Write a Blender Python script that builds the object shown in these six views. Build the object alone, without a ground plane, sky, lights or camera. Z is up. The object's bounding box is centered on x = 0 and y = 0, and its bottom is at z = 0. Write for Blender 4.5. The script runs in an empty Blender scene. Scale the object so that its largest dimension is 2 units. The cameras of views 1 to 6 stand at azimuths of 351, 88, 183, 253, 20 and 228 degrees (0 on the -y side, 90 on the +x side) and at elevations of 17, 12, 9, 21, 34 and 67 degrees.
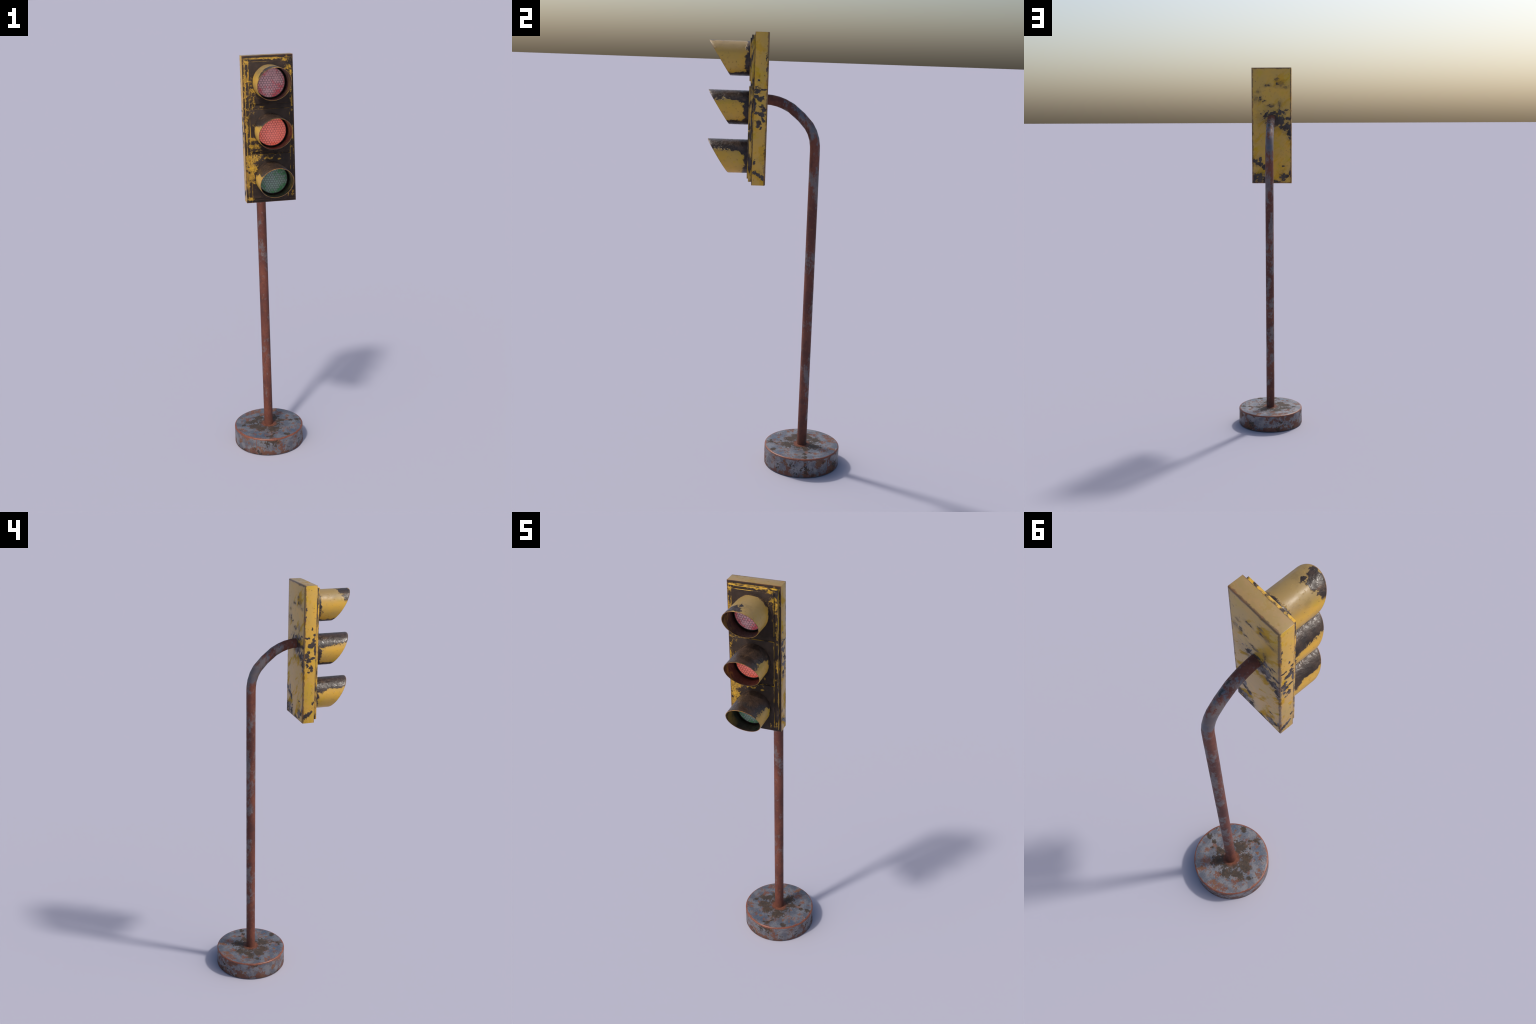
"""A weathered three-lamp traffic light on a bent rusty pole with a round foot."""
import bpy, bmesh, math
from mathutils import Vector, Matrix

# ----------------------------------------------------------------------------
# dimensions (metres, x right, -y = face of the lamps, z up)
# ----------------------------------------------------------------------------
POLE_Y, POLE_R = 0.151, 0.0225
BASE_R, BASE_H, BASE_EDGE = 0.178, 0.0905, 0.006
BOX_HW, BOX_Z0, BOX_Z1 = 0.1130, 1.3475, 2.0
BOX_BACK, BOX_FRONT = -0.0695, -0.1302
FRAME_HW, FRAME_Z0, FRAME_Z1, FRAME_Y = 0.1042, 1.3615, 1.9872, -0.1446
DOOR_HW, DOOR_Y = 0.0893, -0.1504
DOORS = ((1.7931, 1.9745, 1.8877), (1.5832, 1.7692, 1.6767), (1.3736, 1.5698, 1.4622))
VISOR_R, VISOR_WALL, VISOR_TIP, VISOR_LIP = 0.0744, 0.0026, -0.3275, -0.2352
LENS_R, LENS_EDGE_Y, LENS_APEX = 0.0650, -0.176, 0.0105

root = bpy.data.objects.new("traffic_light", None)
bpy.context.scene.collection.objects.link(root)
root["label"] = "rusty yellow three-lamp traffic light on a bent pole"
root["category"] = "traffic light"


# ----------------------------------------------------------------------------
# node helpers
# ----------------------------------------------------------------------------
class Nodes:
    def __init__(self, name):
        self.mat = bpy.data.materials.new(name)
        self.mat.use_nodes = True
        self.t = self.mat.node_tree
        self.bsdf = self.t.nodes["Principled BSDF"]
        co = self.t.nodes.new("ShaderNodeTexCoord")
        self.P = co.outputs["Object"]
        self.N = self.t.nodes.new("ShaderNodeNewGeometry").outputs["True Normal"]
        s = self.t.nodes.new("ShaderNodeSeparateXYZ")
        self.link(self.P, s.inputs[0])
        self.x, self.y, self.z = s.outputs
        s = self.t.nodes.new("ShaderNodeSeparateXYZ")
        self.link(self.N, s.inputs[0])
        self.nx, self.ny, self.nz = s.outputs

    def link(self, a, b):
        self.t.links.new(a, b)

    def put(self, v, sock):
        if isinstance(v, bpy.types.NodeSocket):
            self.link(v, sock)
        elif isinstance(v, (tuple, list)):
            sock.default_value = (*v, 1.0) if len(sock.default_value) == 4 and len(v) == 3 else tuple(v)
        else:
            sock.default_value = v

    def m(self, op, a, b=0.0, c=0.0):
        n = self.t.nodes.new("ShaderNodeMath")
        n.operation = op
        for i, v in enumerate((a, b, c)):
            self.put(v, n.inputs[i])
        return n.outputs[0]

    def add(self, *v):
        r = v[0]
        for w in v[1:]:
            r = self.m("ADD", r, w)
        return r

    def sub(self, a, b): return self.m("SUBTRACT", a, b)
    def mul(self, a, b): return self.m("MULTIPLY", a, b)
    def mad(self, a, b, c): return self.m("MULTIPLY_ADD", a, b, c)
    def max(self, a, b): return self.m("MAXIMUM", a, b)
    def min(self, a, b): return self.m("MINIMUM", a, b)
    def abs(self, a): return self.m("ABSOLUTE", a)
    def inv(self, a): return self.m("SUBTRACT", 1.0, a)

    def vec(self, op, a, b=None, c=None, out=0):
        n = self.t.nodes.new("ShaderNodeVectorMath")
        n.operation = op
        for i, v in enumerate((a, b, c)):
            if v is not None:
                self.put(v, n.inputs[i])
        return n.outputs["Value"] if op in ("LENGTH", "DISTANCE", "DOT_PRODUCT") else n.outputs[0]

    def step(self, v, lo, hi):
        """smooth 0..1 ramp of v between lo and hi (hi may be below lo)"""
        n = self.t.nodes.new("ShaderNodeMapRange")
        n.interpolation_type = "SMOOTHSTEP"
        flip = hi < lo
        a, b = (hi, lo) if flip else (lo, hi)
        self.put(v, n.inputs[0])
        n.inputs[1].default_value, n.inputs[2].default_value = a, b
        n.inputs[3].default_value, n.inputs[4].default_value = (1.0, 0.0) if flip else (0.0, 1.0)
        return n.outputs[0]

    def scale(self, v, s):
        return self.vec("MULTIPLY", v, tuple(s))

    def noise(self, scale, detail=4.0, rough=0.55, at=None, offset=(0, 0, 0), distort=0.0, color=False):
        n = self.t.nodes.new("ShaderNodeTexNoise")
        p = at if at is not None else self.P
        if any(offset):
            p = self.vec("ADD", p, tuple(offset))
        self.link(p, n.inputs["Vector"])
        n.inputs["Scale"].default_value = scale
        n.inputs["Detail"].default_value = detail
        n.inputs["Roughness"].default_value = rough
        n.inputs["Distortion"].default_value = distort
        return n.outputs["Color"] if color else n.outputs["Fac"]

    def mix(self, f, a, b):
        n = self.t.nodes.new("ShaderNodeMix")
        n.data_type = "RGBA"
        self.put(f, n.inputs[0])
        self.put(a, n.inputs[6])
        self.put(b, n.inputs[7])
        return n.outputs[2]

    def mixf(self, f, a, b):
        n = self.t.nodes.new("ShaderNodeMix")
        self.put(f, n.inputs[0])
        self.put(a, n.inputs[2])
        self.put(b, n.inputs[3])
        return n.outputs[0]

    def warp(self, at=None, amount=0.012, scale=45.0, detail=3.0, offset=(0, 0, 0)):
        """position shaken by noise, so that round masks get ragged outlines"""
        p = at if at is not None else self.P
        n = self.noise(scale, detail, 0.6, p, offset, color=True)
        n = self.vec("SUBTRACT", n, (0.5, 0.5, 0.5))
        return self.vec("MULTIPLY_ADD", n, (amount * 2,) * 3, p)

    def blobs(self, spots, p, axes):
        """1 at the heart of the nearest spot, 0 at its edge, negative outside.
        A spot is (a, b, radius) in the two named axes, or (a, b, radius_a, radius_b)."""
        best = None
        for s in spots:
            ra, rb = s[2], s[3] if len(s) > 3 else s[2]
            k, c = [0.0, 0.0, 0.0], [0.0, 0.0, 0.0]
            for ax, v, r in ((axes[0], s[0], ra), (axes[1], s[1], rb)):
                i = "xyz".index(ax)
                k[i], c[i] = 1.0 / r, -v / r
            d = self.vec("LENGTH", self.vec("MULTIPLY_ADD", p, tuple(k), tuple(c)))
            best = d if best is None else self.min(best, d)
        return self.inv(best)

    def rough_noise(self, scale, at=None, offset=(0, 0, 0), gain=3.0, detail=7.0):
        """noise centred on 0, strong enough to break up the outline of a mask"""
        return self.mul(self.sub(self.noise(scale, detail, 0.70, at, offset), 0.5), gain)

    def ragged(self, spots, p, axes, grit, swell=1.35, level=0.25, soft=0.05):
        """0..1 mask of the spots with torn edges, crumbs outside and holes inside"""
        big = [(q[0], q[1], q[2] * swell, (q[3] if len(q) > 3 else q[2]) * swell) for q in spots]
        f = self.add(self.blobs(big, p, axes), grit)
        return self.step(f, level - soft, level + soft)

    def bump(self, h, strength, distance):
        n = self.t.nodes.new("ShaderNodeBump")
        n.inputs["Strength"].default_value = strength
        n.inputs["Distance"].default_value = distance
        self.put(h, n.inputs["Height"])
        self.link(n.outputs[0], self.bsdf.inputs["Normal"])

    def finish(self, color, rough, metal=0.0, spec=0.5):
        self.put(color, self.bsdf.inputs["Base Color"])
        self.put(rough, self.bsdf.inputs["Roughness"])
        self.put(metal, self.bsdf.inputs["Metallic"])
        self.put(spec, self.bsdf.inputs["Specular IOR Level"])
        return self.mat


YELLOW_A, YELLOW_B, YELLOW_C = (0.60, 0.330, 0.030), (0.52, 0.310, 0.048), (0.54, 0.325, 0.018)
DULL_TOP = (0.215, 0.150, 0.060)
RUST_EDGE = (0.16, 0.060, 0.022)


def yellow_of(n, off):
    big = n.noise(9, 4, 0.6, offset=off)
    fine = n.noise(60, 4, 0.6, offset=off)
    c = n.mix(n.step(big, 0.38, 0.62), YELLOW_A, YELLOW_B)
    c = n.mix(n.step(n.noise(16, 3, 0.6, offset=(off[0] + 7, 1, 2)), 0.52, 0.66), c, YELLOW_C)
    return n.mix(n.mul(n.step(fine, 0.56, 0.75), 0.35), c, (0.22, 0.12, 0.03))


def dark_of(n, off):
    a = n.noise(22, 5, 0.65, offset=off)
    b = n.noise(14, 3, 0.6, offset=(off[0] + 3, off[1], off[2] + 5))
    c = n.mix(n.step(a, 0.35, 0.65), (0.020, 0.0125, 0.009), (0.050, 0.031, 0.022))
    return n.mix(n.mul(n.step(b, 0.54, 0.70), 0.7), c, (0.022, 0.020, 0.020))


# ----------------------------------------------------------------------------
# materials
# ----------------------------------------------------------------------------
def housing_paint():
    n = Nodes("worn_yellow_paint")
    fine = n.noise(85, 6, 0.65)
    grain = n.mad(fine, 1.5, -0.75)
    streak = n.noise(40, 5, 0.65, n.scale(n.P, (1.0, 1.0, 0.32)), (3, 1, 0))
    w = n.warp(amount=0.011, scale=55)

    # --- bare patches on the two flanks (the same on both sides)
    flank_spots = (
        (-0.111, 1.801, .006), (-0.120, 1.771, .006), (-0.117, 1.750, .010, .013), (-0.089, 1.760, .013, .003),
        (-0.103, 1.722, .017, .010), (-0.117, 1.729, .010), (-0.085, 1.675, .013, .010), (-0.096, 1.691, .008),
        (-0.114, 1.662, .010, .005), (-0.093, 1.656, .017, .010), (-0.108, 1.618, .012), (-0.098, 1.597, .006),
        (-0.112, 1.605, .007), (-0.115, 1.402, .010, .008), (-0.104, 1.395, .010, .008), (-0.092, 1.386, .011, .008),
        (-0.080, 1.376, .010, .012), (-0.121, 1.446, .005, .012), (-0.079, 1.893, .004, .012), (-0.077, 1.845, .004, .014),
        (-0.087, 1.630, .005, .008), (-0.127, 1.70, .006, .03))
    # --- bare patches on the back
    back_spots = (
        (0.000, 1.722, .045, .030), (-0.022, 1.700, .032, .030), (-0.050, 1.703, .022), (-0.086, 1.666, .028, .022),
        (-0.064, 1.668, .016), (-0.105, 1.640, .012, .03), (-0.103, 1.603, .010), (-0.047, 1.745, .009, .024),
        (-0.069, 1.748, .012, .009), (-0.095, 1.716, .022, .008), (-0.031, 1.933, .011), (-0.047, 1.909, .019, .012),
        (-0.077, 1.890, .013, .006), (0.077, 1.864, .009), (0.090, 1.826, .010, .014), (0.067, 1.826, .008, .014),
        (0.043, 1.812, .011, .004), (0.022, 1.900, .014, .006), (0.007, 1.787, .016, .008), (-0.045, 1.796, .008, .014),
        (0.097, 1.478, .016, .014), (0.070, 1.458, .022, .011), (0.044, 1.443, .012, .012), (0.098, 1.372, .018, .030),
        (0.068, 1.376, .018, .032), (0.038, 1.376, .016, .026), (0.066, 1.486, .006, .012), (-0.062, 1.380, .013, .022),
        (-0.085, 1.387, .018, .009), (-0.105, 1.402, .008, .016), (-0.026, 1.358, .020, .006), (-0.068, 1.446, .012, .003),
        (-0.088, 1.762, .014, .003))
    # --- paint that survives on the front
    front_spots = (
        (-0.095, 1.975, .014, .011), (0.085, 1.978, .026, .010), (0.088, 1.948, .018, .014), (0.098, 1.920, .010, .03),
        (-0.096, 1.893, .012, .010), (-0.076, 1.853, .014, .011), (-0.068, 1.806, .005, .018), (-0.034, 1.779, .012, .006),
        (-0.098, 1.773, .010, .008), (-0.104, 1.686, .009, .05), (-0.078, 1.640, .020, .010), (-0.090, 1.610, .014, .010),
        (-0.060, 1.606, .016, .010), (-0.068, 1.553, .026, .020), (-0.098, 1.545, .018, .036), (-0.085, 1.507, .028, .026),
        (-0.094, 1.470, .020, .026), (-0.108, 1.462, .010, .06), (-0.080, 1.446, .008), (-0.097, 1.370, .014, .012),
        (-0.013, 1.553, .030, .006), (0.037, 1.545, .012, .006), (-0.068, 1.440, .007), (0.102, 1.660, .006, .03),
        (0.094, 1.596, .008), (0.074, 1.381, .004, .010), (0.097, 1.388, .005, .012), (-0.104, 1.86, .006, .08),
        (-0.091, 1.905, .003, .045), (0.099, 1.80, .005, .05), (0.048, 1.600, .008), (0.018, 1.985, .05, .004))

    along = n.mul(n.sub(n.z, n.x), 0.32)                      # scratches on the back run one way
    across = n.mul(n.add(n.z, n.x), 0.85)
    comb = n.t.nodes.new("ShaderNodeCombineXYZ")
    n.put(along, comb.inputs[0]); n.put(n.y, comb.inputs[1]); n.put(across, comb.inputs[2])
    diag = comb.outputs[0]
    soft = n.max(n.step(n.add(n.blobs([(q[0], q[1], q[2] * 2.6, (q[3] if len(q) > 3 else q[2]) * 2.6) for q in back_spots], w, "xz"), n.rough_noise(30, offset=(8, 2, 2), gain=2.0)), -0.05, 0.75), 0.0)
    crumb = n.mul(n.rough_noise(125, offset=(6, 6, 2)), 0.55)
    flank_d = n.ragged(flank_spots, w, "yz", n.add(n.mul(n.rough_noise(52), 0.85), crumb))
    back_d = n.ragged(back_spots, w, "xz", n.add(n.add(n.mul(n.rough_noise(50), 0.45), n.mul(crumb, 0.8)), n.mul(n.rough_noise(60, diag), 0.9)))
    front_g = n.add(n.mul(n.rough_noise(75), 0.85), n.mul(crumb, 1.15), n.mul(n.rough_noise(30, n.scale(n.P, (1, 1, 0.6)), (3, 1, 0)), 0.6))
    haze = n.mul(n.blobs(((-0.085, 1.57, .075, .20), (-0.09, 1.85, .05, .16), (0.085, 1.93, .05, .07), (0.0, 1.56, .12, .03)), n.P, "xz"), 0.5)
    front_y = n.max(n.ragged(front_spots, w, "xz", front_g, 1.25, 0.42, 0.22),
                    n.mul(n.step(n.add(n.max(haze, -0.22), front_g), 0.45, 0.85), 0.7))
    front_y = n.mul(front_y, n.mixf(n.step(n.noise(34, 5, 0.7, offset=(7, 3, 3)), 0.40, 0.60), 0.55, 1.0))
    swirl = n.noise(70, 2, 0.5, distort=2.2, offset=(2, 2, 2))
    front_y = n.mul(front_y, n.sub(1.0, n.mul(n.step(n.abs(n.sub(swirl, 0.5)), 0.035, 0.008), 0.75)))

    # scattered chips
    chips = n.step(n.mad(fine, 0.6, n.mul(streak, 0.5)), 0.635, 0.70)
    # edges of the steps on the front keep a thread of paint, mostly on the left
    ax = n.abs(n.x)
    e1 = n.step(n.abs(n.sub(ax, FRAME_HW - 0.0006)), 0.0022, 0.0008)
    e2 = n.step(n.abs(n.sub(ax, DOOR_HW - 0.0006)), 0.0022, 0.0008)
    e3 = n.step(n.abs(n.sub(n.z, FRAME_Z1)), 0.004, 0.0012)
    thread = n.max(n.max(e1, n.mul(e2, 0.8)), n.mul(e3, 0.8))
    thread_n = n.noise(18, 4, 0.6, n.scale(n.P, (1, 1, 0.8)), (9, 4, 2))
    thread = n.mul(thread, n.step(n.add(n.sub(thread_n, n.mul(n.x, 0.5)), n.mul(crumb, 0.25)), 0.52, 0.62))
    # faint rubbed streaks
    rub = n.mul(n.step(n.noise(26, 6, 0.7, offset=(5, 5, 1)), 0.60, 0.72), n.step(streak, 0.5, 0.62))
    front_y = n.max(n.max(front_y, thread), n.mul(rub, 0.55))

    is_front = n.step(n.ny, -0.45, -0.7)
    is_back = n.step(n.ny, 0.45, 0.7)
    is_top = n.step(n.nz, 0.5, 0.8)
    is_low = n.step(n.nz, -0.5, -0.8)
    flank_d = n.max(flank_d, n.mul(chips, 0.75))
    # the stepped flank of frame and doors is dark in lines
    stepdark = n.mul(n.step(n.y, BOX_FRONT + 0.003, BOX_FRONT - 0.001), n.step(n.noise(14, 4, 0.6, n.scale(n.P, (1, 6, 1))), 0.44, 0.56))
    flank_d = n.max(flank_d, stepdark)
    back_d = n.mul(back_d, n.mixf(n.mul(n.step(n.z, 1.77, 1.80), n.step(n.noise(40, 4, 0.6, offset=(3, 5, 5)), 0.40, 0.58)), 1.0, 0.45))
    dark = n.mixf(is_back, flank_d, n.max(back_d, n.mul(chips, 0.5)))
    dark = n.mixf(n.max(is_top, is_low), dark, n.mul(chips, 0.4))
    front_top = n.mul(is_top, n.step(n.y, BOX_FRONT + 0.001, BOX_FRONT - 0.001))
    dark = n.mixf(front_top, dark, n.step(n.noise(30, 4, 0.6), 0.42, 0.55))
    dark = n.mixf(is_front, dark, n.inv(front_y))

    # rusty, rubbed edges of the big box
    ex = n.sub(BOX_HW, ax)
    ez = n.min(n.sub(BOX_Z1, n.z), n.sub(n.z, BOX_Z0))
    ey = n.sub(BOX_BACK, n.y)
    ef = n.abs(n.sub(n.y, BOX_FRONT))
    edge_b = n.min(n.max(ex, ey), n.max(ez, ey))             # around the back rim
    on_back = n.min(ex, ez)
    d_back = n.mixf(is_back, ey, on_back)
    wob = n.mad(n.noise(38, 6, 0.72, offset=(2, 8, 4)), 0.022, -0.0100)
    rust_back = n.step(n.sub(d_back, wob), 0.0085, 0.0040)
    rust_front = n.mul(n.step(n.sub(ef, n.mul(wob, 0.35)), 0.0028, 0.0006), n.step(n.min(ex, ez), 0.004, 0.001))
    rust = n.max(n.mul(rust_back, 0.9), n.mul(rust_front, 0.8))

    old = n.mix(n.mul(is_front, 0.75), yellow_of(n, (0, 0, 0)), (0.46, 0.262, 0.026))
    bare = n.mix(n.mul(is_front, n.mixf(n.step(n.noise(12, 3, 0.6, offset=(3, 1, 8)), 0.4, 0.6), 0.25, 0.60)), dark_of(n, (0, 0, 0)), (0.019, 0.0115, 0.008))
    col = n.mix(dark, old, bare)
    col = n.mix(n.mul(n.mul(soft, is_back), n.mul(n.inv(dark), 0.38)), col, (0.14, 0.085, 0.030))
    rcol = n.mix(n.step(n.noise(24, 3, 0.6, offset=(1, 1, 9)), 0.45, 0.65), (0.060, 0.034, 0.022), RUST_EDGE)
    dull_up = n.mul(n.mul(is_top, n.inv(front_top)), n.inv(dark))
    col = n.mix(n.mul(dull_up, 0.88), col, n.mix(n.step(streak, 0.4, 0.6), DULL_TOP, (0.235, 0.155, 0.070)))
    col = n.mix(n.mul(rust, 0.85), col, rcol)
    gloss = n.step(n.noise(20, 4, 0.6, diag, (4, 2, 7)), 0.52, 0.64)
    rough = n.mixf(dark, n.mixf(gloss, 0.31, 0.78), n.mixf(is_front, n.mixf(n.step(n.noise(28, 4, 0.6, offset=(9, 2, 4)), 0.42, 0.58), 0.34, 0.75), 0.58))
    n.bump(n.add(n.mul(dark, -0.6), n.mul(fine, 0.5), n.mul(n.mul(n.noise(160, 4, 0.6), dark), 0.5)), 0.35, 0.0016)
    return n.finish(col, rough, 0.0, n.mixf(is_front, n.mixf(n.mul(gloss, n.inv(dark)), 0.58, 0.15), 0.22))


def visor_paint(name, off, top_z, low_z, tip_patch, wall, rim_amount):
    """paint of a hood in the hood's own axes: y runs out from the wall, z up"""
    n = Nodes(name)
    fine = n.noise(80, 6, 0.65, offset=off)
    streak = n.noise(34, 5, 0.65, n.scale(n.P, (1, 0.5, 1)), off)
    rag = n.add(n.mul(n.rough_noise(40, offset=off), 0.017), n.mul(n.rough_noise(115, offset=off), 0.005), n.mul(n.sub(streak, 0.5), 0.05))
    near = n.add(n.y, 0.0)                                   # 0 at the wall, negative outwards
    wall_d = n.step(n.mad(rag, 1.0, near), -wall - 0.004, -wall + 0.004)
    low_d = n.step(n.add(n.z, n.mul(rag, 0.6)), low_z + 0.003, low_z - 0.003)
    dark = n.max(wall_d, low_d)
    if top_z is not None:
        sag = n.mul(n.step(near, -0.10, 0.0), 0.022)         # the bare top widens toward the wall
        top_d = n.step(n.add(n.z, rag, sag), top_z - 0.003, top_z + 0.003)
        dark = n.max(dark, top_d)
    if tip_patch:
        w = n.warp(amount=0.010, scale=60, offset=off)
        patch = n.ragged(tip_patch, w, "xy", n.mul(n.rough_noise(48, offset=off), 0.75), 1.3)
        dark = n.max(dark, n.mul(patch, n.step(n.z, 0.020, 0.035)))
    dark = n.max(dark, n.mul(n.step(fine, 0.60, 0.70), 0.55))
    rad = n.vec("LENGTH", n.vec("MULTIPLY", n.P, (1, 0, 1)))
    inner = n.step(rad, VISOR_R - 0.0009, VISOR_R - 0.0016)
    side = n.step(n.abs(n.x), 0.042, 0.066)
    left = n.mul(n.mul(side, n.step(n.noise(24, 5, 0.7, n.scale(n.P, (1, 1, 0.45)), (off[0] + 4, 2, 1)), 0.40, 0.58)), n.step(near, -0.045, -0.08))
    dark = n.mixf(inner, dark, n.sub(1.0, n.mul(left, 0.75)))
    # rubbed rim along the slanted cut
    yc0 = VISOR_LIP - DOOR_Y
    yc1 = VISOR_TIP - DOOR_Y
    cut = n.mad(n.z, (yc1 - yc0) / (2 * VISOR_R), (yc0 + yc1) / 2)
    rimd = n.sub(n.y, cut)
    rim = n.step(n.sub(rimd, n.mul(n.sub(fine, 0.5), 0.004)), 0.0022, 0.0008)
    rim = n.mul(rim, n.step(n.noise(20, 3, 0.6, offset=(off[0], 9, 9)), 0.30, 0.46))
    foot = n.mul(n.step(near, -0.0030, -0.0012), n.step(fine, 0.5, 0.6))
    col = n.mix(dark, yellow_of(n, off), dark_of(n, off))
    scuff = n.mul(n.mul(dark, n.inv(inner)), n.step(n.add(n.noise(26, 5, 0.7, n.scale(n.P, (1.0, 0.4, 1.0)), (off[0], 3, 3)), n.mul(n.rough_noise(110, offset=off), 0.06)), 0.56, 0.68))
    col = n.mix(n.mul(scuff, 0.75), col, (0.110, 0.062, 0.034))
    grime = n.step(n.add(n.noise(18, 5, 0.7, offset=(off[0], 8, 1)), n.mul(n.rough_noise(90, offset=off), 0.05)), 0.50, 0.66)
    dull_up = n.mul(n.step(n.nz, 0.15, 0.75), n.inv(dark))
    col = n.mix(n.mul(dull_up, 0.85), col, n.mix(n.mul(grime, 0.7), DULL_TOP, (0.13, 0.092, 0.045)))
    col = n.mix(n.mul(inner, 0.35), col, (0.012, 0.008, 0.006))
    col = n.mix(n.mul(n.max(rim, foot), rim_amount), col, n.mix(n.step(fine, 0.42, 0.58), (0.36, 0.19, 0.03), (0.16, 0.07, 0.03)))
    rough = n.mixf(dark, n.mixf(n.step(streak, 0.4, 0.6), 0.34, 0.52), n.mixf(n.step(fine, 0.4, 0.6), 0.28, 0.48))
    h = n.add(n.mul(dark, -0.4), n.mul(n.mul(n.add(n.noise(95, 3, 0.5, n.scale(n.P, (1, 0.7, 1)), off, 0.6), n.mul(n.noise(42, 2, 0.5, offset=off), 0.8)), dark), 1.3), n.mul(fine, 0.15))
    n.bump(h, 0.50, 0.0024)
    return n.finish(col, rough, 0.0, n.mixf(dark, 0.45, 0.38))


def pole_rust():
    n = Nodes("rusted_pole_paint")
    big = n.noise(9, 4, 0.6, n.scale(n.P, (1, 1, 0.55)), (1, 0, 3))
    fine = n.noise(95, 6, 0.7, n.scale(n.P, (1, 1, 0.6)))
    base = n.mix(n.step(big, 0.35, 0.65), (0.105, 0.031, 0.021), (0.165, 0.050, 0.029))
    base = n.mix(n.mul(n.step(fine, 0.45, 0.75), 0.6), base, (0.065, 0.023, 0.018))
    base = n.mix(n.mul(n.step(n.noise(24, 4, 0.65, n.scale(n.P, (1, 1, 0.7)), (8, 4, 4)), 0.50, 0.66), 0.55), base, (0.058, 0.024, 0.020))
    base = n.mix(n.mul(n.step(n.noise(60, 4, 0.6, offset=(4, 4, 4)), 0.55, 0.75), 0.5), base, (0.22, 0.082, 0.034))
    patch = n.noise(15, 5, 0.65, n.scale(n.P, (1.2, 1.2, 0.62)), (2, 6, 1))
    # more bare metal at the back of the pole and over the bend, little near the foot and at the box
    lean = n.add(n.mul(n.step(n.y, 0.150, 0.172), 0.055), n.mul(n.step(n.z, 0.12, 0.5), 0.070))
    bend = n.mul(n.step(n.add(n.z, n.mul(n.sub(big, 0.5), 0.25)), 1.51, 1.64), n.step(n.y, -0.03, 0.03))
    lean = n.add(lean, n.mul(bend, 0.10), n.mul(n.step(n.y, 0.03, -0.03), -0.2))
    metal = n.step(n.add(patch, lean, n.mul(n.rough_noise(70, n.scale(n.P, (1, 1, 0.7)), (5, 3, 1)), 0.16)), 0.575, 0.72)
    flecks = n.step(n.add(n.noise(60, 4, 0.65, n.scale(n.P, (1, 1, 0.6)), (3, 9, 9)), n.mul(n.sub(patch, 0.5), 0.5)), 0.58, 0.68)
    metal = n.max(metal, n.mul(flecks, n.mul(n.step(n.z, 0.12, 0.3), 0.6)))
    grey = n.mix(n.step(n.noise(30, 3, 0.6), 0.4, 0.6), (0.135, 0.125, 0.13), (0.175, 0.155, 0.15))
    blue = n.mul(bend, n.step(n.noise(22, 4, 0.6, offset=(7, 7, 1)), 0.45, 0.55))
    grey = n.mix(n.mul(blue, 0.8), grey, (0.085, 0.12, 0.16))
    soot = n.mul(bend, n.ragged(((0.004, 0.075, .008, .013), (0.008, 0.040, .006, .008)), n.warp(amount=0.008, scale=60), "xy", n.rough_noise(80), 1.2, 0.3, 0.2))
    soot = n.mul(soot, n.step(n.nz, 0.1, 0.4))
    col = n.mix(n.mul(metal, 0.85), base, grey)
    col = n.mix(n.mul(soot, 0.75), col, (0.025, 0.022, 0.02))
    foot = n.step(n.z, 0.16, 0.09)
    col = n.mix(n.mul(foot, 0.4), col, (0.075, 0.034, 0.024))
    rough = n.mixf(metal, 0.62, n.mixf(bend, 0.48, 0.34))
    n.bump(n.add(n.mul(fine, 0.6), n.mul(metal, 0.3)), 0.3, 0.0012)
    return n.finish(col, rough, n.mul(metal, 0.35), 0.35)


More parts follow.
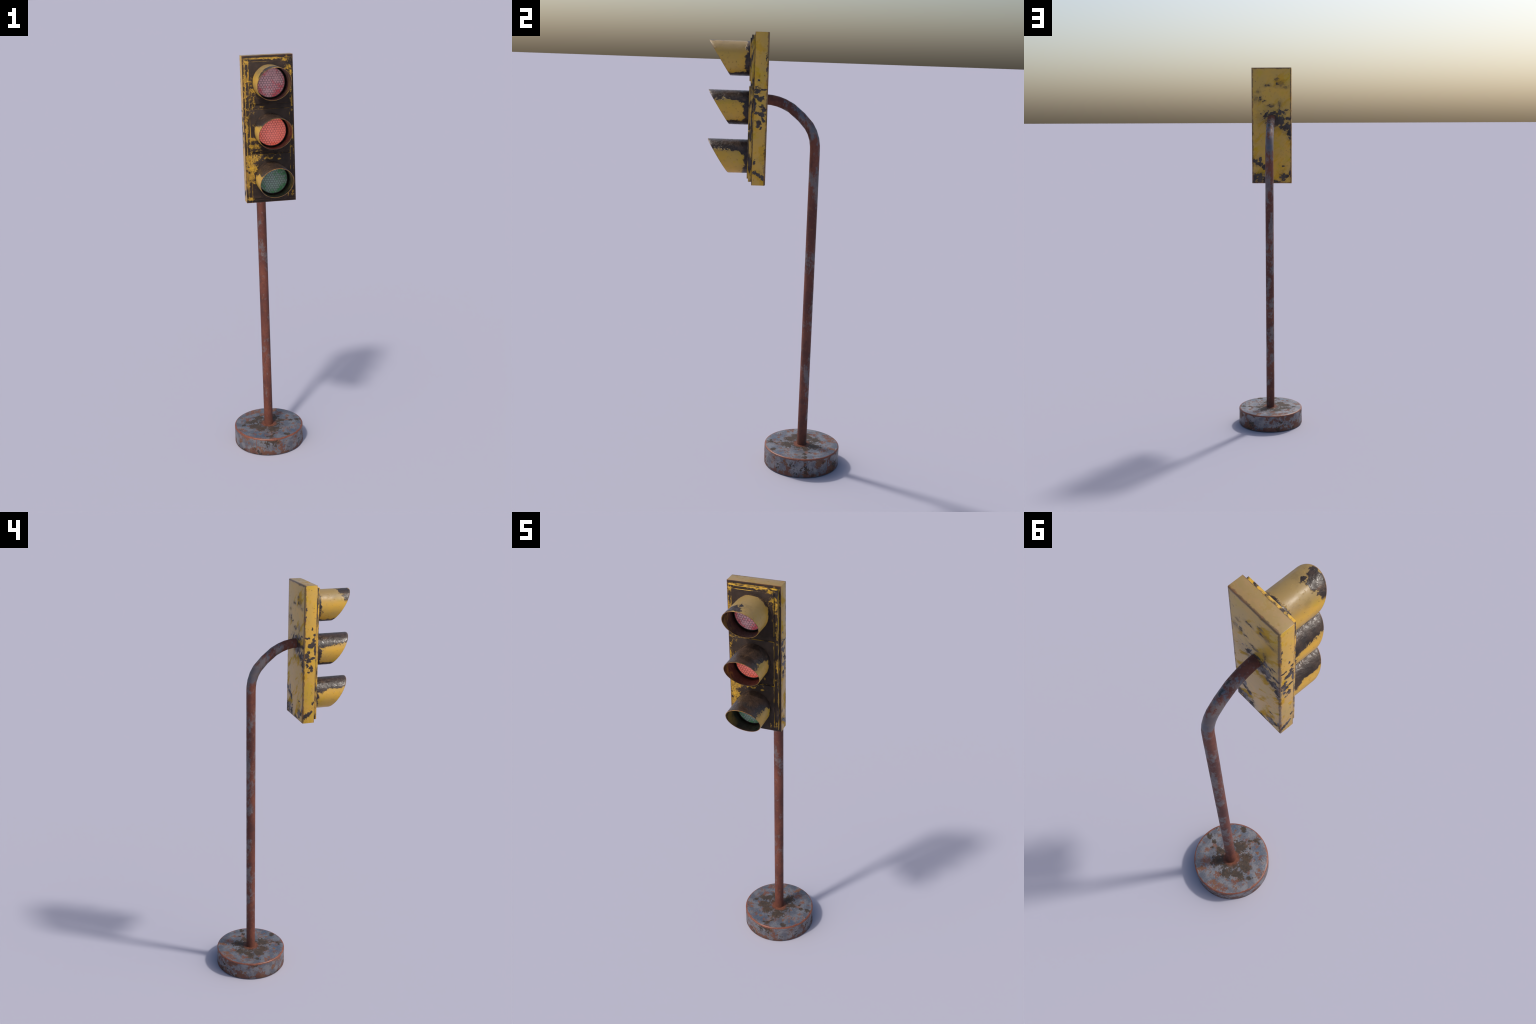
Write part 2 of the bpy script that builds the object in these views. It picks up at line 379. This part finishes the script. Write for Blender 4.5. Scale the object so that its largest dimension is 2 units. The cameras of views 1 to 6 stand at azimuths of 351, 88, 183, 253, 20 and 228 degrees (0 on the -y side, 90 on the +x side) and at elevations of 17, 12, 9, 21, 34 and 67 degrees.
def base_paint():
    n = Nodes("rusted_base_paint")
    fine = n.noise(110, 6, 0.72)
    grain = n.mad(fine, 2.0, -1.0)
    w = n.warp(amount=0.010, scale=50)
    q = n.vec("SUBTRACT", n.P, (0.0, POLE_Y, 0.0))
    r = n.vec("LENGTH", n.vec("MULTIPLY", q, (1, 1, 0)))
    brown_spots = (
        (0.035, 0.205, .030), (0.068, 0.165, .018), (0.016, 0.083, .032), (-0.048, 0.100, .028), (-0.076, 0.132, .026),
        (-0.037, 0.217, .022), (-0.095, 0.179, .022), (-0.130, 0.154, .012), (-0.068, 0.185, .018), (0.157, 0.159, .016, .010),
        (0.118, 0.158, .009), (0.105, 0.181, .006), (0.005, 0.030, .010), (-0.014, 0.003, .015), (0.072, 0.012, .013),
        (-0.024, 0.051, .007), (0.0, 0.151, .055))
    orange_spots = (
        (-0.103, 0.209, .022), (-0.058, 0.300, .016), (-0.090, 0.274, .014), (-0.148, 0.119, .014), (0.089, 0.255, .015),
        (0.057, 0.288, .018), (0.057, 0.050, .010), (-0.015, 0.250, .016), (-0.032, 0.288, .016), (-0.128, 0.097, .009),
        (-0.066, 0.041, .007), (0.150, 0.100, .007), (0.090, 0.046, .008), (0.11, 0.21, .010))
    blue = n.blobs(((-0.049, 0.024, .040), (0.106, 0.040, .035)), n.warp(amount=0.03, scale=28), "xy")
    blue = n.max(n.mul(n.max(blue, 0.0), 0.5), n.mul(n.sub(n.noise(15, 5, 0.65, offset=(2, 9, 4)), 0.5), 2.2))
    side = n.step(n.abs(n.nz), 0.6, 0.3)
    # side patches: free noise
    sn = n.noise(17, 5, 0.68, offset=(6, 2, 5))
    so = n.noise(20, 5, 0.68, offset=(1, 8, 3))
    grit = n.add(n.mul(n.rough_noise(58, offset=(4, 4, 1)), 0.7), n.mul(n.rough_noise(140, offset=(4, 1, 1)), 0.65))
    brown_s = n.step(n.mad(grit, 0.11, sn), 0.565, 0.61)
    low = n.mul(n.step(n.z, 0.035, 0.0), 0.09)
    orange_s = n.step(n.add(n.mul(grit, -0.12), so, low), 0.505, 0.585)
    top_free = n.noise(26, 5, 0.7, offset=(3, 3, 3))
    orange_t = n.max(n.ragged(orange_spots, n.warp(amount=0.016, scale=42, offset=(3, 1, 1)), "xy", n.mul(grit, 1.6), 1.55, 0.48, 0.16),
                     n.mul(n.step(n.mad(grit, 0.17, top_free), 0.535, 0.63), 0.9))
    brown_t = n.max(n.ragged(brown_spots, n.warp(amount=0.016, scale=42, offset=(7, 1, 1)), "xy", n.add(n.mul(n.rough_noise(64, offset=(9, 1, 1)), 0.75), n.mul(n.rough_noise(150, offset=(9, 4, 1)), 0.6)), 1.45, 0.25, 0.07),
                    n.step(n.mad(grit, -0.12, n.noise(24, 5, 0.7, offset=(8, 3, 8))), 0.64, 0.69))
    br = n.mixf(side, brown_t, brown_s)
    og = n.mixf(side, orange_t, orange_s)
    collar = n.step(n.add(r, n.mul(grit, 0.005), n.mul(n.sub(top_free, 0.5), 0.03)), 0.047, 0.031)
    edge = n.step(n.add(n.sub(r, BASE_R), n.mul(n.sub(top_free, 0.5), 0.020), n.mul(grit, 0.0015)), -0.0085, -0.0050)
    edge = n.mul(edge, n.step(n.add(n.z, n.mul(n.sub(sn, 0.5), 0.018)), BASE_H - 0.0085, BASE_H - 0.0055))
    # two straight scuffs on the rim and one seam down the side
    seam = n.mul(n.step(n.abs(n.add(n.x, 0.092)), 0.0022, 0.0008), n.step(n.y, 0.06, 0.04))
    seam2 = n.mul(n.step(n.abs(n.sub(n.x, 0.136)), 0.0022, 0.0008), n.step(n.y, 0.22, 0.24))
    grey = n.mix(n.step(n.noise(30, 4, 0.65), 0.4, 0.6), (0.110, 0.115, 0.135), (0.190, 0.190, 0.202))
    grey = n.mix(n.mul(n.step(n.mad(n.rough_noise(110, offset=(1, 7, 2)), 0.5, blue), -0.05, 0.45), n.inv(side)), grey, (0.070, 0.098, 0.142))
    speck = n.step(n.noise(300, 2, 0.6), 0.57, 0.68)
    grey = n.mix(n.mul(speck, 0.6), grey, (0.27, 0.24, 0.21))
    og_col = n.mix(n.step(n.noise(40, 3, 0.6, offset=(2, 2, 7)), 0.4, 0.6), (0.125, 0.043, 0.025), (0.150, 0.060, 0.022))
    br_col = n.mix(n.step(n.noise(60, 3, 0.6, offset=(5, 2, 7)), 0.4, 0.65), (0.034, 0.025, 0.018), (0.064, 0.041, 0.026))
    col = n.mix(n.mul(og, 0.85), grey, og_col)
    col = n.mix(n.mul(br, 0.93), col, br_col)
    red = n.mix(n.step(fine, 0.42, 0.62), (0.135, 0.042, 0.024), (0.205, 0.066, 0.034))
    hot = n.max(n.max(edge, n.mul(n.mul(collar, n.inv(side)), 0.7)), n.mul(n.max(seam, seam2), n.mul(side, 0.75)))
    col = n.mix(hot, col, red)
    cover = n.max(n.max(og, br), hot)
    rough = n.mixf(cover, n.mixf(fine, 0.30, 0.50), 0.58)
    rough = n.mixf(edge, rough, 0.40)
    n.bump(n.add(n.mul(cover, -0.4), n.mul(fine, 0.7)), 0.35, 0.0014)
    return n.finish(col, rough, n.mul(n.inv(cover), 0.45), n.mixf(n.sub(cover, edge), 0.45, 0.16))


def rubber():
    n = Nodes("lamp_gasket_black")
    f = n.noise(50, 4, 0.6)
    return n.finish(n.mix(f, (0.010, 0.009, 0.008), (0.030, 0.024, 0.020)), 0.6, 0.0, 0.3)


def glass(name, off, tint, deep, dust, dust_amount, groove, fade, glow=0.0):
    n = Nodes(name)
    a = n.noise(22, 4, 0.6, offset=off)
    b = n.noise(55, 3, 0.6, offset=(off[0] + 2, off[1], off[2]))
    reach = n.vec("LENGTH", n.vec("MULTIPLY", n.P, (1, 0, 1)))
    f = n.step(n.add(n.mul(a, 0.6), n.mul(b, 0.4), n.mul(n.step(reach, 0.03, 0.065), -0.09), (dust_amount - 0.5)), 0.44, 0.58)
    col = n.mix(n.step(b, 0.4, 0.6), tint, deep)
    col = n.mix(n.mul(f, 0.85), col, dust)
    if groove:
        keep = n.max(n.step(n.noise(18, 3, 0.6, offset=(off[0], 5, 5)), 0.32, 0.52), fade)
        col = n.mix(n.mul(keep, groove), col, tuple(c * 0.30 for c in dust))
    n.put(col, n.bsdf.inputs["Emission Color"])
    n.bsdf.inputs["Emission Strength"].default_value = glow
    return n.finish(col, 0.42, 0.0, 0.4)


# ----------------------------------------------------------------------------
# mesh helpers
# ----------------------------------------------------------------------------
def new_object(name, bm, mats, parent, at=(0, 0, 0), smooth=True, angle=35):
    me = bpy.data.meshes.new(name)
    bmesh.ops.recalc_face_normals(bm, faces=bm.faces[:])
    bm.to_mesh(me)
    bm.free()
    for m in mats:
        me.materials.append(m)
    ob = bpy.data.objects.new(name, me)
    bpy.context.scene.collection.objects.link(ob)
    ob.location = at
    ob.parent = parent
    if smooth:
        for p in me.polygons:
            p.use_smooth = True
        me.set_sharp_from_angle(angle=math.radians(angle))
    return ob


def box(x0, x1, y0, y1, z0, z1, bevel, which=None, segments=3):
    bm = bmesh.new()
    bmesh.ops.create_cube(bm, size=1.0)
    for v in bm.verts:
        v.co = Vector(((x0 + x1) / 2 + v.co.x * (x1 - x0), (y0 + y1) / 2 + v.co.y * (y1 - y0), (z0 + z1) / 2 + v.co.z * (z1 - z0)))
    if bevel:
        eds = [e for e in bm.edges if which is None or which(e)]
        bmesh.ops.bevel(bm, geom=eds, offset=bevel, segments=segments, profile=0.5, affect="EDGES")
    return bm


def lathe(profile, steps, axis="z", closed=False):
    """spin (radius, height) pairs round z, or round y (height = y)"""
    bm = bmesh.new()
    rows = []
    for r, h in profile:
        if r < 1e-6:
            rows.append([bm.verts.new((0, 0, h) if axis == "z" else (0, h, 0))])
            continue
        row = []
        for i in range(steps):
            a = math.tau * i / steps
            row.append(bm.verts.new((r * math.cos(a), r * math.sin(a), h) if axis == "z" else (r * math.cos(a), h, r * math.sin(a))))
        rows.append(row)
    pairs = list(zip(rows, rows[1:])) + ([(rows[-1], rows[0])] if closed else [])
    for a, b in pairs:
        for i in range(steps):
            j = (i + 1) % steps
            vs = [a[i % len(a)], a[j % len(a)], b[j % len(b)], b[i % len(b)]]
            u = []
            for v in vs:
                if v not in u:
                    u.append(v)
            if len(u) > 2:
                bm.faces.new(u)
    return bm


# ----------------------------------------------------------------------------
# foot
# ----------------------------------------------------------------------------
b, e = BASE_H, BASE_EDGE
prof = [(0.0, 0.0), (BASE_R - 0.002, 0.0), (BASE_R, 0.002), (BASE_R, 0.03), (BASE_R, 0.06)]
for i in range(6):
    a = math.pi / 2 * i / 5
    prof.append((BASE_R - e + e * math.cos(a), b - e + e * math.sin(a)))
prof += [(0.13, b), (0.08, b), (0.0, b)]
bm = lathe(prof, 128)
bmesh.ops.translate(bm, verts=bm.verts[:], vec=(0, POLE_Y, 0))
new_object("base", bm, [base_paint()], root, angle=50)

# ----------------------------------------------------------------------------
# pole: straight, then bent forward in a few long facets
# ----------------------------------------------------------------------------
C_Y, C_Z = -0.069, 1.495
bend = ((0.0, .2198), (5.7, .2202), (13.4, .2209), (22, .2205), (30, .2185), (44, .2134), (60, .2148), (70, .2162), (77, .2177), (85, .2192), (90, .2195))
path = [(POLE_Y, BASE_H - 0.02)] + [(POLE_Y, 0.15 + 0.134 * i) for i in range(10)]
path += [(C_Y + r * math.cos(math.radians(t)), C_Z + r * math.sin(math.radians(t))) for t, r in bend]
path.append((C_Y - 0.02, C_Z + .2195))
bm = bmesh.new()
STEPS, prev = 32, None
for i, (y, z) in enumerate(path):
    y0, z0 = path[max(i - 1, 0)]
    y1, z1 = path[min(i + 1, len(path) - 1)]
    t = Vector((0, y1 - y0, z1 - z0)).normalized()
    side = Vector((1, 0, 0))
    up = t.cross(side)
    if i and i < len(path) - 1:                      # mitre so that the tube keeps its width
        d0 = Vector((0, y - y0, z - z0)).normalized()
        stretch = 1.0 / max(0.9, d0.dot(t))
    else:
        stretch = 1.0
    ring = []
    for k in range(STEPS):
        a = math.tau * k / STEPS
        ring.append(bm.verts.new(Vector((0, y, z)) + POLE_R * (math.cos(a) * side + math.sin(a) * stretch * up)))
    if prev:
        for k in range(STEPS):
            bm.faces.new((prev[k], prev[(k + 1) % STEPS], ring[(k + 1) % STEPS], ring[k]))
    else:
        bm.faces.new(ring[::-1])
    prev = ring
bm.faces.new(prev)
new_object("pole", bm, [pole_rust()], root)

# ----------------------------------------------------------------------------
# housing
# ----------------------------------------------------------------------------
paint = housing_paint()
back_rim = lambda ed: all(abs(v.co.y - BOX_BACK) < 1e-5 for v in ed.verts)
bm = box(-BOX_HW, BOX_HW, BOX_FRONT, BOX_BACK, BOX_Z0, BOX_Z1, 0.0045, back_rim, 4)
bmesh.ops.bevel(bm, geom=[ed for ed in bm.edges if ed.calc_face_angle(0) > 1.2], offset=0.0009, segments=2, profile=0.5, affect="EDGES")
housing = new_object("housing", bm, [paint], root)
bm = box(-FRAME_HW, FRAME_HW, FRAME_Y, BOX_FRONT + 0.002, FRAME_Z0, FRAME_Z1, 0.0009, None, 2)
new_object("front_frame", bm, [paint], root)

gasket = rubber()
SPEC = (
    dict(visor=("visor_paint_top", (11, 3, 5), None, -0.058, ((-0.022, -0.152, .042, .026), (-0.030, -0.130, .026, .016), (0.002, -0.118, .010, .016), (-0.052, -0.150, .02, .02)), 0.018, 0.75),
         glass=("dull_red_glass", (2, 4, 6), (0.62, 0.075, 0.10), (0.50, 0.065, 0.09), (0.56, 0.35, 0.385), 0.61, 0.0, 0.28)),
    dict(visor=("visor_paint_middle", (5, 13, 2), 0.038, -0.054, None, 0.024, 0.5),
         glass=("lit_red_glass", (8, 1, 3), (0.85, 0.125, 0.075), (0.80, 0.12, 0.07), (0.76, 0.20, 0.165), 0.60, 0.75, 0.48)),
    dict(visor=("visor_paint_bottom", (1, 7, 12), 0.036, -0.080, None, 0.016, 0.9),
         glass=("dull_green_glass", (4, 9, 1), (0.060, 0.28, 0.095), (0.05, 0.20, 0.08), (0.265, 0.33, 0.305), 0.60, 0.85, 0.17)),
)

HEX = 0.0114          # pitch of the honeycomb moulded into the lenses
DOME_R = (LENS_R ** 2 + LENS_APEX ** 2) / (2 * LENS_APEX)


def dome_y(x, z):
    r2 = min(x * x + z * z, LENS_R ** 2)
    return LENS_EDGE_Y - (math.sqrt(DOME_R ** 2 - r2) - (DOME_R - LENS_APEX)) - DOOR_Y


def lens_mesh():
    """domed disc covered with low hexagonal facets; facets take slot 0, the grooves slot 1"""
    prof = [(0.0, dome_y(0, 0))]
    prof += [(LENS_R * i / 16, dome_y(LENS_R * i / 16, 0)) for i in range(1, 17)]
    prof += [(LENS_R, LENS_EDGE_Y - DOOR_Y + 0.02)]
    bm = lathe(prof, 72, "y")
    for f in bm.faces:
        f.material_index = 1
    size, lift = HEX / math.sqrt(3) * 0.80, 0.0006
    for row in range(-8, 9):
        for col in range(-8, 9):
            cx, cz = HEX * (col + 0.5 * (row % 2)), HEX * math.sqrt(3) / 2 * row
            reach = math.hypot(cx, cz)
            if reach > LENS_R + HEX * 0.45:
                continue
            rings = []
            for rad, up in ((size, -0.0003), (size * 0.97, lift * 0.6), (size * 0.80, lift), (size * 0.4, lift * 1.25)):
                ring = []
                for k in range(6):
                    a = math.pi / 6 + k * math.pi / 3
                    px, pz = cx + rad * math.cos(a), cz + rad * math.sin(a)
                    far = math.hypot(px, pz)
                    if far > LENS_R - 0.0012:                # facets at the border are cut by the disc
                        px, pz = px * (LENS_R - 0.0012) / far, pz * (LENS_R - 0.0012) / far
                    ring.append(bm.verts.new((px, dome_y(px, pz) - up, pz)))
                rings.append(ring)
            for ra, rb in zip(rings, rings[1:]):
                for k in range(6):
                    bm.faces.new((ra[k], ra[(k + 1) % 6], rb[(k + 1) % 6], rb[k]))
            bm.faces.new(rings[-1])
    return bm


def visor_mesh():
    """hood: tube along -y, cut by a plane that slants back toward the bottom, lip rounded"""
    n_a, n_y = 112, 14
    bm = bmesh.new()
    cols = []
    for i in range(n_a):
        a = math.tau * i / n_a
        s = math.sin(a)
        tip = (VISOR_LIP + (VISOR_TIP - VISOR_LIP) * (s + 1) / 2) - DOOR_Y
        col = []
        root_y = 0.003
        out = [(VISOR_R, root_y + (tip + 0.0008 - root_y) * k / n_y) for k in range(n_y + 1)]
        lip = [(VISOR_R - 0.0006, tip), (VISOR_R - VISOR_WALL + 0.0006, tip)]
        inn = [(VISOR_R - VISOR_WALL, y) for _, y in reversed(out)]
        for r, y in out + lip + inn:
            col.append(bm.verts.new((r * math.cos(a), y, r * math.sin(a))))
        cols.append(col)
    for i in range(n_a):
        a, b2 = cols[i], cols[(i + 1) % n_a]
        for k in range(len(a) - 1):
            bm.faces.new((a[k], b2[k], b2[k + 1], a[k + 1]))
    return bm


for (z0, z1, zc), spec in zip(DOORS, SPEC):
    bm = box(-DOOR_HW, DOOR_HW, DOOR_Y, FRAME_Y + 0.001, z0, z1, 0.0008, None, 2)
    door = new_object("door_panel", bm, [paint], root)
    here = (0, DOOR_Y, zc)
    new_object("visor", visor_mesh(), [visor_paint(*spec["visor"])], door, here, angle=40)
    r_in = VISOR_R - VISOR_WALL
    ly = LENS_EDGE_Y - DOOR_Y
    bm = lathe([(r_in + 0.0008, 0.002), (r_in + 0.0008, ly + 0.004), (r_in - 0.002, ly + 0.001), (LENS_R + 0.002, ly - 0.001), (LENS_R - 0.0006, ly + 0.0005), (LENS_R - 0.0006, 0.002)], 72, "y", True)
    new_object("lamp_gasket", bm, [gasket], door, here)
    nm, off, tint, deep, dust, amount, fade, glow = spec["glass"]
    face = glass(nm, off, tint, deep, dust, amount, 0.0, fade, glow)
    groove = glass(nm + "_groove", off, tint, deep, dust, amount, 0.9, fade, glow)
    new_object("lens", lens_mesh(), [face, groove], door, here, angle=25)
